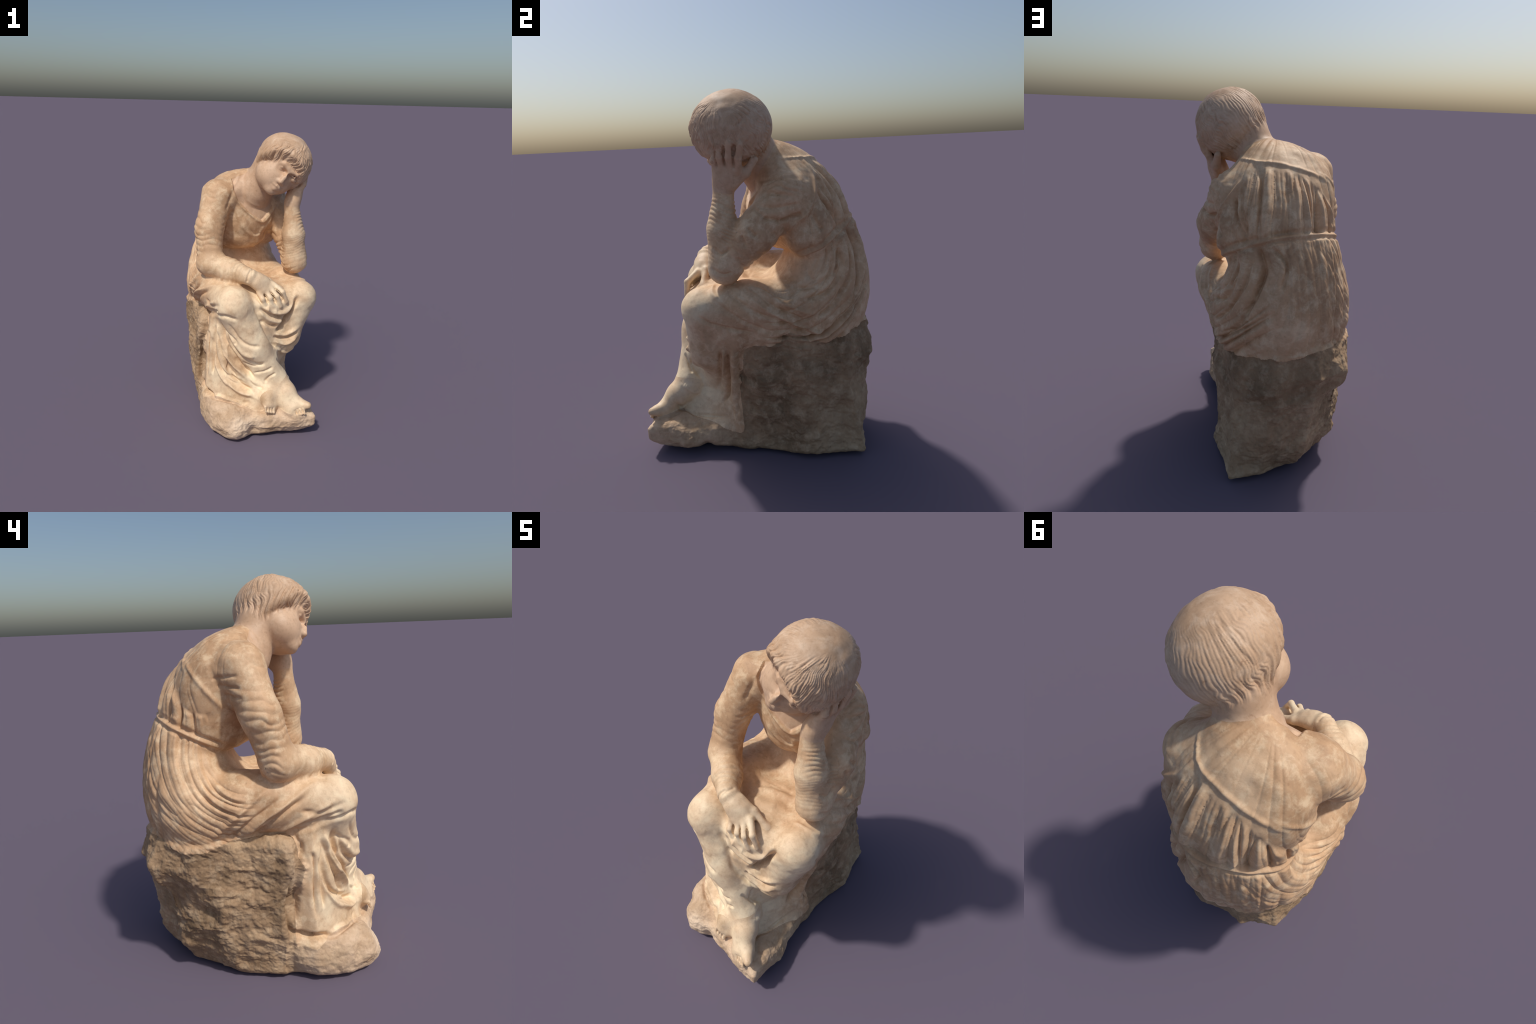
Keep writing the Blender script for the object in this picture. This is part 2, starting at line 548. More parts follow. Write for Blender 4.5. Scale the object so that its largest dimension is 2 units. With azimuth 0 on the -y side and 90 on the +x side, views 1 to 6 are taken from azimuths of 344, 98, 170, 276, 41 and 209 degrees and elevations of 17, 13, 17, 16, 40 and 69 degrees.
def drape(u, v, seed):
    """Irregular long folds: u runs across them (about one fold per unit), v along."""
    q = np.stack([u, v, np.full(len(u), seed * 1.37)], 1)
    warp = noise(q * V(.45, .6, 1), 1, seed)
    deep = np.clip(.75 + .9 * noise(q * V(.55, .8, 1), 1, seed + 5), .15, 1.4)
    n = noise(q * V(1.15, .7, 1), 1, seed + 9)
    return deep * (.65 * pleat(u + 1.1 * warp, .6) + .75 * (np.minimum(np.abs(n) * 2.6, 1) ** .65 - .66))


def ease_mask(part_index, width=.03):
    return 1 - step(0, width, DIST[:, part_index] - DMIN)


LAP_FOLDS = [
    (0.022, 0.016, [(-0.048, -0.371, 0.934), (0.016, -0.409, 0.88), (0.115, -0.4, 0.831), (0.188, -0.375, 0.833), (0.274, -0.339, 0.932)]),
    (0.012, -0.016, [(-0.026, -0.404, 0.888), (0.037, -0.408, 0.832), (0.119, -0.393, 0.794), (0.17, -0.373, 0.8)]),
    (0.016, 0.01, [(-0.035, -0.416, 0.852), (0.04, -0.401, 0.79), (0.114, -0.392, 0.757), (0.143, -0.381, 0.77)]),
    (0.012, -0.012, [(-0.015, -0.418, 0.797), (0.055, -0.4, 0.742), (0.115, -0.391, 0.731)]),
    (0.016, -0.03, [(0.273, -0.343, 0.927), (0.218, -0.363, 0.828), (0.154, -0.373, 0.726), (0.104, -0.391, 0.679)]),
    (0.014, 0.01, [(0.098, -0.391, 0.67), (0.176, -0.375, 0.646), (0.271, -0.364, 0.682)]),
    (0.01, -0.014, [(0.08, -0.399, 0.655), (0.176, -0.378, 0.624), (0.275, -0.364, 0.654)]),
    (0.013, 0.01, [(0.084, -0.402, 0.619), (0.178, -0.377, 0.578), (0.261, -0.372, 0.618)]),
    (0.009, -0.01, [(0.14, -0.375, 0.558), (0.2, -0.375, 0.561), (0.256, -0.371, 0.58)]),
    (0.014, 0.01, [(0.088, -0.414, 0.57), (0.195, -0.34, 0.492), (0.254, -0.356, 0.542)]),
    (0.016, -0.012, [(-0.071, -0.41, 0.914), (-0.015, -0.418, 0.797), (0.042, -0.427, 0.67), (0.146, -0.348, 0.481)]),
    (0.02, 0.006, [(0.12, -0.16, 0.991), (0.06, -0.197, 0.99), (-0.009, -0.178, 0.99)]),
    (0.012, 0.006, [(0.257, -0.191, 0.984), (0.359, -0.183, 0.976), (0.393, -0.146, 0.945)]),
]
SHIN_FOLDS = [
    (0.014, -0.012, [(-0.319, -0.042, 0.745), (-0.288, -0.418, 0.85), (-0.182, -0.472, 0.838)]),
    (0.016, -0.022, [(-0.285, -0.361, 0.799), (-0.257, -0.359, 0.677), (-0.204, -0.402, 0.56), (-0.133, -0.42, 0.459), (-0.048, -0.46, 0.374)]),
    (0.014, -0.02, [(-0.295, -0.296, 0.732), (-0.278, -0.344, 0.599), (-0.226, -0.392, 0.456), (-0.164, -0.423, 0.369)]),
    (0.014, 0.012, [(-0.286, -0.309, 0.756), (-0.267, -0.351, 0.635), (-0.215, -0.395, 0.504), (-0.14, -0.426, 0.402)]),
    (0.014, -0.012, [(-0.261, -0.378, 0.759), (-0.212, -0.404, 0.629), (-0.147, -0.447, 0.55), (-0.046, -0.488, 0.502), (0, -0.497, 0.515)]),
    (0.013, -0.008, [(-0.25, -0.435, 0.809), (-0.176, -0.456, 0.696), (-0.112, -0.49, 0.653), (-0.027, -0.494, 0.639)]),
    (0.018, 0.008, [(-0.214, -0.413, 0.679), (-0.152, -0.461, 0.591), (-0.075, -0.497, 0.568)]),
    (0.01, -0.006, [(-0.142, -0.427, 0.505), (-0.077, -0.465, 0.483), (-0.012, -0.497, 0.513)]),
    (0.009, -0.007, [(-0.072, -0.451, 0.421), (0.002, -0.498, 0.454), (0.056, -0.494, 0.478)]),
    (0.009, -0.008, [(-0.001, -0.486, 0.359), (0.028, -0.5, 0.407), (0.079, -0.498, 0.433)]),
    (0.014, -0.008, [(-0.346, -0.194, 0.891), (-0.323, -0.296, 0.878), (-0.288, -0.418, 0.925)]),
    (0.012, -0.016, [(-0.264, -0.365, 0.507), (-0.216, -0.401, 0.404), (-0.14, -0.438, 0.328), (-0.075, -0.47, 0.304)]),
    (0.016, 0.01, [(-0.222, -0.405, 0.346), (-0.162, -0.439, 0.283), (-0.071, -0.48, 0.276)]),
    (0.012, -0.01, [(-0.127, -0.426, 0.418), (-0.068, -0.462, 0.345), (-0.008, -0.511, 0.323)]),
    (0.012, -0.014, [(-0.319, -0.284, 0.647), (-0.317, -0.3, 0.509), (-0.319, -0.31, 0.36)]),
    (0.014, -0.022, [(-0.35, -0.17, 0.657), (-0.378, -0.143, 0.466), (-0.374, -0.14, 0.276), (-0.359, -0.278, 0.226), (-0.304, -0.375, 0.211)]),
    (0.012, -0.006, [(-0.304, -0.375, 0.211), (-0.201, -0.465, 0.206), (-0.089, -0.487, 0.224)]),
]
HANGING_FOLDS = [
    (0.012, -0.016, [(-0.334, -0.249, 0.683), (-0.341, -0.263, 0.61), (-0.347, -0.262, 0.483), (-0.357, -0.273, 0.328)]),
    (0.012, -0.014, [(-0.293, -0.3, 0.735), (-0.31, -0.305, 0.595), (-0.295, -0.329, 0.481), (-0.256, -0.38, 0.406), (-0.062, -0.472, 0.316)]),
    (0.016, 0.014, [(-0.289, -0.306, 0.733), (-0.269, -0.354, 0.601), (-0.133, -0.426, 0.414), (-0.022, -0.502, 0.317)]),
    (0.012, -0.01, [(-0.32, -0.293, 0.548), (-0.285, -0.342, 0.436), (-0.213, -0.408, 0.353), (-0.06, -0.486, 0.286)]),
    (0.014, 0.01, [(-0.324, -0.287, 0.563), (-0.278, -0.354, 0.397), (-0.192, -0.423, 0.305), (-0.055, -0.5, 0.253)]),
    (0.018, -0.02, [(-0.323, -0.189, 0.747), (-0.364, -0.187, 0.596), (-0.361, -0.159, 0.274)]),
    (0.012, -0.012, [(-0.361, -0.159, 0.267), (-0.36, -0.219, 0.226), (-0.358, -0.279, 0.233), (-0.309, -0.378, 0.209), (-0.136, -0.493, 0.191)]),
    (0.012, -0.014, [(-0.28, -0.318, 0.716), (-0.251, -0.379, 0.566), (-0.074, -0.45, 0.403)]),
    (0.012, -0.007, [(-0.265, -0.354, 0.742), (-0.199, -0.43, 0.68), (-0.187, -0.431, 0.641)]),
    (0.012, -0.016, [(0.33, -0.168, 0.641), (0.27, -0.194, 0.496), (0.182, -0.241, 0.328)]),
    (0.014, 0.012, [(0.333, -0.148, 0.642), (0.276, -0.17, 0.5), (0.244, -0.185, 0.449)]),
    (0.012, -0.024, [(0.338, -0.127, 0.645), (0.283, -0.15, 0.503), (0.241, -0.16, 0.37), (0.226, -0.21, 0.259)]),
    (0.02, 0.014, [(0.346, -0.095, 0.649), (0.284, -0.111, 0.462), (0.26, -0.136, 0.276)]),
    (0.014, -0.024, [(0.352, -0.061, 0.652), (0.288, -0.074, 0.443), (0.28, -0.107, 0.218)]),
    (0.014, -0.016, [(0.295, -0.35, 0.607), (0.125, -0.406, 0.467), (0.136, -0.347, 0.37)]),
    (0.01, -0.008, [(0.09, -0.452, 0.514), (0.132, -0.418, 0.453), (0.148, -0.392, 0.407)]),
    (0.016, 0.008, [(0.187, -0.445, 0.353), (0.164, -0.379, 0.297), (0.2, -0.253, 0.266)]),
    (0.012, -0.012, [(0.226, -0.499, 0.283), (0.182, -0.461, 0.185), (0.214, -0.375, 0.175), (0.235, -0.285, 0.183), (0.268, -0.152, 0.196)]),
]
THIGH_FOLDS = [
    (0.014, 0.01, [(-0.263, -0.274, 1.007), (-0.379, -0.091, 0.91), (-0.353, 0.088, 0.779)]),
    (0.01, -0.01, [(-0.325, -0.22, 0.958), (-0.374, -0.089, 0.866), (-0.321, 0.024, 0.765)]),
    (0.014, 0.01, [(-0.312, -0.351, 0.926), (-0.334, -0.219, 0.85), (-0.318, -0.084, 0.779)]),
    (0.012, -0.012, [(-0.303, -0.404, 0.88), (-0.314, -0.299, 0.842), (-0.329, -0.192, 0.812)]),
    (0.012, -0.01, [(-0.357, -0.117, 0.97), (-0.385, 0.014, 0.87), (-0.355, 0.143, 0.757)]),
    (0.014, 0.01, [(-0.354, -0.04, 0.997), (-0.4, 0.077, 0.904), (-0.376, 0.221, 0.767)]),
    (0.012, 0.008, [(-0.359, -0.143, 0.943), (-0.381, -0.038, 0.876), (-0.341, 0.077, 0.766)]),
    (0.012, -0.01, [(0.346, -0.127, 0.983), (0.407, 0.05, 0.88), (0.334, 0.221, 0.784), (0.289, 0.375, 0.696)]),
    (0.012, 0.01, [(0.34, -0.074, 0.994), (0.387, 0.1, 0.886), (0.331, 0.273, 0.783), (0.287, 0.402, 0.724)]),
    (0.01, -0.01, [(0.34, -0.02, 1.001), (0.365, 0.15, 0.892), (0.333, 0.313, 0.805)]),
    (0.012, 0.008, [(0.342, 0.046, 0.994), (0.35, 0.2, 0.9), (0.333, 0.354, 0.839)]),
    (0.012, -0.01, [(0.434, -0.26, 0.876), (0.4, -0.154, 0.801), (0.372, 0.038, 0.756)]),
    (0.012, -0.008, [(0.397, -0.184, 0.945), (0.412, -0.029, 0.841), (0.357, 0.115, 0.743)]),
    (0.014, 0.006, [(0.424, -0.241, 0.817), (0.337, -0.222, 0.639), (0.371, -0.153, 0.726)]),
]
SEAM_FOLDS = [
    (0.012, 0.007, [(0.207, 0.189, 1.639), (0.132, 0.298, 1.636), (0.045, 0.332, 1.635), (-0.043, 0.351, 1.622), (-0.136, 0.353, 1.594), (-0.242, 0.322, 1.532)]),
    (0.012, 0.006, [(-0.182, 0.332, 1.589), (-0.271, 0.278, 1.518), (-0.291, 0.22, 1.449), (-0.257, 0.152, 1.365)]),
    (0.012, 0.011, [(0.148, 0.295, 1.629), (0.197, 0.348, 1.553), (0.264, 0.357, 1.469), (0.315, 0.33, 1.382), (0.326, 0.279, 1.334), (0.293, 0.209, 1.266)]),
    (0.012, 0.008, [(-0.042, 0.07, 1.717), (-0.119, -0.016, 1.615), (-0.082, -0.01, 1.525), (-0.002, -0.027, 1.436), (0.099, -0.014, 1.368), (0.167, 0.015, 1.42), (0.263, 0.1, 1.516)]),
    (0.014, -0.008, [(-0.084, 0.053, 1.69), (-0.128, -0.03, 1.574), (-0.174, -0.052, 1.462)]),
    (0.016, 0.007, [(-0.122, -0.02, 1.513), (-0.042, -0.013, 1.343), (0.053, 0.016, 1.262), (0.137, 0.012, 1.329), (0.197, 0.035, 1.43)]),
    (0.008, -0.008, [(-0.061, -0.324, 1.129), (-0.096, -0.365, 1.093), (-0.101, -0.356, 1.044)]),
    (0.008, -0.006, [(-0.049, -0.285, 1.118), (-0.056, -0.331, 1.124), (-0.077, -0.368, 1.093)]),
    (0.014, 0.008, [(0.115, -0.004, 1.349), (0.081, 0.032, 1.248), (0.066, 0.169, 1.113)]),
    (0.012, -0.007, [(0.15, 0.008, 1.36), (0.145, 0.082, 1.231), (0.129, 0.185, 1.105)]),
    (0.01, -0.006, [(-0.023, -0.025, 1.391), (0.041, 0.005, 1.281), (0.118, 0.024, 1.296)]),
    (0.01, -0.004, [(0.052, 0.376, 1.595), (0.063, 0.533, 1.319)]),
    (0.008, -0.007, [(-0.282, 0.204, 1.511), (-0.327, 0.07, 1.525)]),
    (0.01, -0.008, [(-0.281, 0.181, 1.479), (-0.339, 0.058, 1.47)]),
    (0.01, -0.007, [(-0.272, 0.159, 1.432), (-0.349, 0.046, 1.428)]),
    (0.01, -0.008, [(0.34, 0.056, 1.412), (0.39, 0.135, 1.342)]),
    (0.01, -0.008, [(0.386, 0.136, 1.367), (0.352, 0.218, 1.346), (0.332, 0.28, 1.367)]),
]
LEFT_SIDE_FOLDS = [
    (0.01, -0.012, [(0.389, 0.105, 1.368), (0.379, 0.169, 1.345), (0.367, 0.19, 1.34)]),
    (0.011, -0.009, [(0.353, 0.071, 1.413), (0.373, 0.18, 1.408), (0.334, 0.296, 1.423)]),
    (0.011, -0.013, [(0.371, 0.181, 1.339), (0.338, 0.254, 1.354), (0.326, 0.298, 1.371)]),
    (0.011, -0.009, [(0.411, 0.031, 1.321), (0.421, 0.074, 1.273)]),
    (0.011, -0.01, [(0.411, -0.002, 1.286), (0.415, 0.021, 1.219)]),
    (0.011, -0.018, [(0.215, 0.471, 1.171), (0.246, 0.465, 1.092), (0.275, 0.446, 1.024)]),
    (0.012, -0.018, [(0.138, 0.52, 1.26), (0.116, 0.562, 1.158), (0.156, 0.573, 1.019)]),
    (0.011, -0.014, [(0.077, 0.545, 1.273), (0.011, 0.59, 1.186), (0.033, 0.618, 1.062)]),
    (0.011, -0.016, [(0.187, 0.355, 1.552), (0.213, 0.413, 1.461), (0.183, 0.487, 1.288)]),
    (0.011, -0.016, [(0.242, 0.369, 1.484), (0.239, 0.43, 1.391), (0.196, 0.478, 1.281)]),
    (0.011, -0.014, [(0.12, 0.321, 1.623), (0.115, 0.403, 1.545), (0.131, 0.498, 1.374), (0.126, 0.518, 1.306)]),
    (0.012, -0.01, [(0.312, 0.342, 1.372), (0.31, 0.363, 1.317), (0.298, 0.397, 1.273)]),
    (0.012, -0.006, [(0.198, 0.062, 1.527), (0.311, 0.179, 1.546), (0.289, 0.292, 1.536)]),
    (0.012, -0.006, [(0.31, 0.1, 1.478), (0.358, 0.195, 1.475), (0.345, 0.276, 1.463)]),
    (0.012, -0.017, [(0.164, 0.516, 1.2), (0.208, 0.526, 1.047), (0.283, 0.458, 0.904), (0.333, 0.327, 0.812)]),
    (0.012, -0.015, [(0.217, 0.469, 1.172), (0.246, 0.48, 1.057), (0.306, 0.407, 0.953), (0.334, 0.278, 0.922)]),
    (0.012, -0.017, [(0.085, 0.558, 1.212), (0.151, 0.574, 1.031), (0.226, 0.524, 0.857), (0.3, 0.403, 0.771)]),
    (0.012, -0.01, [(0.246, 0.436, 1.139), (0.282, 0.422, 1.041), (0.312, 0.331, 0.983), (0.302, 0.199, 0.981)]),
    (0.01, -0.01, [(0.377, -0.156, 1.219), (0.397, -0.115, 1.183), (0.397, -0.06, 1.221)]),
    (0.011, -0.01, [(0.406, -0.036, 1.171), (0.374, -0.007, 1.111), (-0.078, -0.035, 0.994)]),
    (0.01, -0.008, [(0.387, -0.174, 1.116), (0.407, -0.106, 1.081), (0.395, -0.056, 1.09)]),
]


def waist_height(P):
    """The tilted plane of the waist cord."""
    return 1.044 - .155 * P[:, 0] + .50 * P[:, 1]


NECKLINE = ([-.118, -.113, -.083, -.005, .094, .158, .253], [1.80, 1.61, 1.525, 1.438, 1.372, 1.426, 1.522])


def bare_chest(P, N):
    """Skin inside the V of the neckline."""
    return step(.0, .012, P[:, 2] - np.interp(P[:, 0], *NECKLINE)) * step(.0, .25, -N[:, 1]) * (1 - step(.03, .06, P[:, 1]))


def cloth_relief(P, N, W):
    x, y, z = P.T
    d = np.zeros(len(P))
    wob = noise(P, 5, 1)
    wob2 = noise(P, 12, 2)
    # pleats gathered between the shoulder seam and the waist cord
    theta = np.arctan2(x + .01, y - .02)
    seam = np.interp(x, [-.34, -.29, -.23, -.15, -.067, .03, .133, .2, .26, .318, .36],
                     [1.28, 1.36, 1.47, 1.57, 1.612, 1.632, 1.635, 1.57, 1.48, 1.375, 1.30])
    cord = waist_height(P)
    back = step(.0, .5, N[:, 1] + .35 * np.abs(N[:, 0]))
    tw = W['torso'] * back * (1 - step(-.05, -.015, z - seam)) * step(.0, .03, z - cord)
    d += tw * (.027 * drape(theta * 6.6 + .2 * wob, z * 2.2, 71) + .004 * pleat(theta * 17 + 1.5 * wob))
    # faint folds over the shoulders
    sw = W['torso'] * step(-.03, .0, z - seam) * step(-.1, .3, N[:, 1])
    d += sw * (.005 * drape(theta * 6 + .3 * wob, z * 3, 73) + .002 * wob2)
    # skirt below the cord: hanging pleats behind, arcs round each hip
    k = W['tunic_skirt']
    below = 1 - step(-.035, -.005, z - cord)
    fall = below * (.35 + .65 * step(.62, 1.2, z))
    rear = step(.35, .8, N[:, 1])
    d += k * rear * fall * (.027 * drape(theta * 6 + .2 * wob, z * 2, 75) + .003 * pleat(theta * 14 + 1.5 * wob))
    side_r = np.maximum(k, W['leg_r']) * step(.25, .7, -N[:, 0]) * step(-.03, .12, y)
    rho = np.hypot(y - .02, (z - 1.20) * 1.0)
    ang = np.arctan2(y - .02, 1.20 - z)
    d += side_r * below * step(.16, .26, rho) * (.018 * drape(rho / .068 + .25 * wob + .8 * noise(P, 3.1, 92), ang * 1.3, 77) * (.6 + .6 * step(-.5, .3, noise(P, 4, 93))) + .002 * pleat(rho / .022 + 1.5 * wob))
    side_l = np.maximum(k, W['leg_l']) * step(.2, .65, N[:, 0]) * step(.05, .22, y)
    rho = np.hypot(y - .20, (z - 1.16))
    ang = np.arctan2(y - .20, 1.16 - z)
    d += side_l * below * step(.10, .24, rho) * (.034 * drape(rho / .060 + .25 * wob, ang * 1.1, 79) + .002 * pleat(rho / .02 + 1.5 * wob))
    # the waist cord, with a hollow above and puckers below
    band = np.maximum(W['torso'], k) * step(-.25, .15, N[:, 1] + .6 * np.abs(N[:, 0]))
    h = z - cord
    d += band * (.007 * np.exp(-(h / .010) ** 2) - .011 * np.exp(-((h - .024) / .014) ** 2)
                 - .005 * np.exp(-((h + .020) / .010) ** 2))
    # skin inside the neckline lies deeper than the cloth
    d -= .013 * W['torso'] * bare_chest(P, N)
    # general softness of worn cloth
    allcloth = np.clip(W['torso'] + k + W['leg_r'] + W['leg_l'] + W['skirt_drapery'], 0, 1)
    d += allcloth * (.0035 * wob2 + .0015 * noise(P, 30, 3))
    return d


def sleeve_relief(P, N, w, joints, spacing, amp, seed):
    j = [V(*p) for p in joints]
    L = [np.linalg.norm(j[i + 1] - j[i]) for i in range(len(j) - 1)]
    best = np.full(len(P), 9.0)
    s = np.zeros(len(P))
    acc = 0
    for i in range(len(j) - 1):
        ab = j[i + 1] - j[i]
        t = np.clip((P - j[i]) @ ab / (ab @ ab), -.3, 1.3)
        d = np.linalg.norm(P - j[i] - np.clip(t, 0, 1)[:, None] * ab, axis=1)
        k = d < best
        best[k], s[k] = d[k], (acc + t * L[i])[k]
        acc += L[i]
    sp = np.interp(s, np.linspace(0, acc, len(spacing)), spacing)
    am = np.interp(s, np.linspace(0, acc, len(amp)), amp)
    wob = noise(P, 6, seed)
    ph = s / sp + 7 * P[:, 1] + 1.2 * wob + .5 * noise(P, 15, seed + 1)
    gate = np.clip(noise(P, 8, seed + 2) * 1.3 + .55, .1, 1.1)
    return w * (am * (pleat(ph, 1.2) + .25) * gate + .0025 * noise(P, 22, seed + 3))


def hair_relief(P, N, w):
    q = head_local(P) - V(-.044, .002, .012)
    r = np.linalg.norm(q, axis=1) + 1e-9
    e = q / r[:, None]
    az = np.arctan2(e[:, 0], e[:, 1])
    pol = np.arccos(np.clip(e[:, 2] - .12 * e[:, 1], -1, 1))
    wob, wob2 = noise(P, 9, 21), noise(P, 22, 22)
    left = step(-.06, .05, q[:, 0])
    grow = step(.45 - .25 * left, 1.2 - .2 * left, pol + .25 * wob)
    # fringe, right side and nape: combed locks near the hairline, smooth crown
    hgt = q[:, 2] + .012 - spline(q[:, 1], *HAIRLINE)
    reach = .10 + .03 * step(.05, .15, q[:, 1]) + .05 * wob
    low = 1 - step(.45, 1.1, hgt / reach)
    ph = az * 5.0 + .28 * wob + .14 * np.sin(hgt * 55 + 2 * wob) + .12 * wob2
    locks = low * (.008 * pleat(ph, .9) + .004 * pleat(ph * 2.7 + wob2, .8)) + (1 - low) * (.005 * drape(az * 5 + .8 * wob, pol * 2, 81) + .0022 * pleat(az * 13 + 1.5 * wob + wob2, 1) + .003 * wob)
    # left side: short curly strokes
    sway = .5 * wob + .25 * np.sin(pol * 10 + 5 * wob)
    curls = (.0110 * drape(az * 5.5 + sway, pol * 3.5, 83) + .0035 * pleat(az * 15 + 3 * sway + .6 * wob2, .9)
             + .0025 * noise(P, 45, 28))
    d = grow * ((1 - left) * locks + left * curls) + .0025 * wob2 * (1 - .5 * grow)
    rim = step(.02, -.02, q[:, 2] - (spline(q[:, 1] + .003, *HAIRLINE) - .012 + .03))
    return w * (d + .004 * rim)


def rock_relief(P, N, w):
    warp = P + .05 * np.stack([noise(P, 6, 31), noise(P, 6, 32), noise(P, 6, 33)], 1)
    big = fbm(warp * V(1, 1, 1.3), 4.6, 4, .42, 34)
    ridged = 1 - 2 * np.abs(fbm(warp * V(1, 1, 1.7), 11, 3, .55, 37))
    pits = fbm(P, 38, 3, .6, 40)
    floor = step(.0, .05, P[:, 2])
    return w * (.028 * big + .003 * ridged + .003 * pits) * (.35 + .65 * floor)


def digit_gaps(tips, width, depth):
    """Grooves between neighbouring fingers or toes, given their centre lines."""
    return [(width, -depth, [tuple((V(*p) + V(*q)) / 2) for p, q in zip(a, b)]) for a, b in zip(tips[:-1], tips[1:])]


# ------------------------------------------------------------------ build surface
H = 0.007
D, LO = build_grid(H)
verts, faces = surface_nets(D, LO, H)
del D
verts, faces = largest_component(verts, faces)
verts, faces = refine(verts, faces)
DIST = np.concatenate([part_distances(c) for c in np.array_split(verts, 24)])
DMIN = DIST.min(1)
LABEL = DIST.argmin(1)
normals = vertex_normals(verts, faces)
index = {id(p): i for i, p in enumerate(PARTS)}
on_torso = np.isin(LABEL, [index[id(torso)], index[id(skirt)]])
LABEL[on_torso & (bare_chest(verts, normals) > .5)] = index[id(neck)]
LABEL[(LABEL == index[id(foot_l)]) & (verts[:, 1] > -.525)] = index[id(hem)]
PARTS.append(Part('belt', .01))
LABEL[on_torso & (np.abs(verts[:, 2] - waist_height(verts)) < .013) & (verts[:, 1] > .12)] = len(PARTS) - 1
mask = {}
for i, p in enumerate(PARTS[:-1]):
    key = {id(leg_r): 'leg_r', id(leg_l): 'leg_l', id(arm_r): 'arm_r', id(arm_l): 'arm_l'}.get(id(p), p.name)
    mask[key] = np.maximum(mask.get(key, 0), ease_mask(i))

skin = 1 - np.clip(np.maximum.reduce([mask['finger'], mask['hand'], mask['head'], mask['neck'], mask['toe']]), 0, 1)
disp = cloth_relief(verts, normals, mask) * skin * (1 - mask['hair'])
disp += (carve(verts, normals, LAP_FOLDS + SHIN_FOLDS + HANGING_FOLDS + THIGH_FOLDS + LEFT_SIDE_FOLDS, 1.35)
         * (1 - np.maximum(mask['finger'], mask['hand'])) + carve(verts, normals, SEAM_FOLDS)) * (1 - mask['head']) * (1 - mask['hair'])
disp += sleeve_relief(verts, normals, mask['arm_r'] * skin, [(-.20, .09, 1.555), (-.295, -.10, 1.12), (-.075, -.315, 1.075)],
                      [.06, .055, .05, .045, .04], [.002, .004, .0045, .005, .003], 51)
disp += sleeve_relief(verts, normals, mask['arm_l'] * skin, [(.24, .20, 1.47), (.335, -.115, 1.10), (.295, -.105, 1.49)],
                      [.065, .06, .05, .045, .034, .032], [.007, .009, .008, .008, .006, .005], 61)
disp += hair_relief(verts, normals, mask['hair'])
disp += rock_relief(verts, normals, np.maximum(mask['rock_base'], .7 * mask['plinth']) * (1 - .9 * np.maximum(mask['foot'], mask['toe'])))
gaps = []
for owner, width, depth in ((hand_l, .007, .016), (hand_r, .006, .010), (foot_r, .0055, .011), (foot_l, .005, .009)):
    lines = [p.line for p in PARTS[:-1] if p.owner is owner]
    lines = lines[:4] if owner in (hand_l, hand_r) else lines[-4:]
    gaps += digit_gaps(lines, width, depth)
disp += carve(verts, normals, gaps) * np.maximum.reduce([mask['finger'], mask['toe'], mask['foot'], mask['hand'], mask['hair']])
verts = verts + normals * disp[:, None]
verts[:, 2] -= np.percentile(verts[:, 2], .6)
verts[:, 2] = np.maximum(verts[:, 2], 0)
verts[:, 2] *= 2.0 / verts[:, 2].max()
normals = vertex_normals(verts, faces)

# === BLENDER
import bpy


def node(nt, kind, **kw):
    n = nt.nodes.new(kind)
    for k, v in kw.items():
        if k in n.inputs:
            n.inputs[k].default_value = v
        else:
            setattr(n, k, v)
    return n


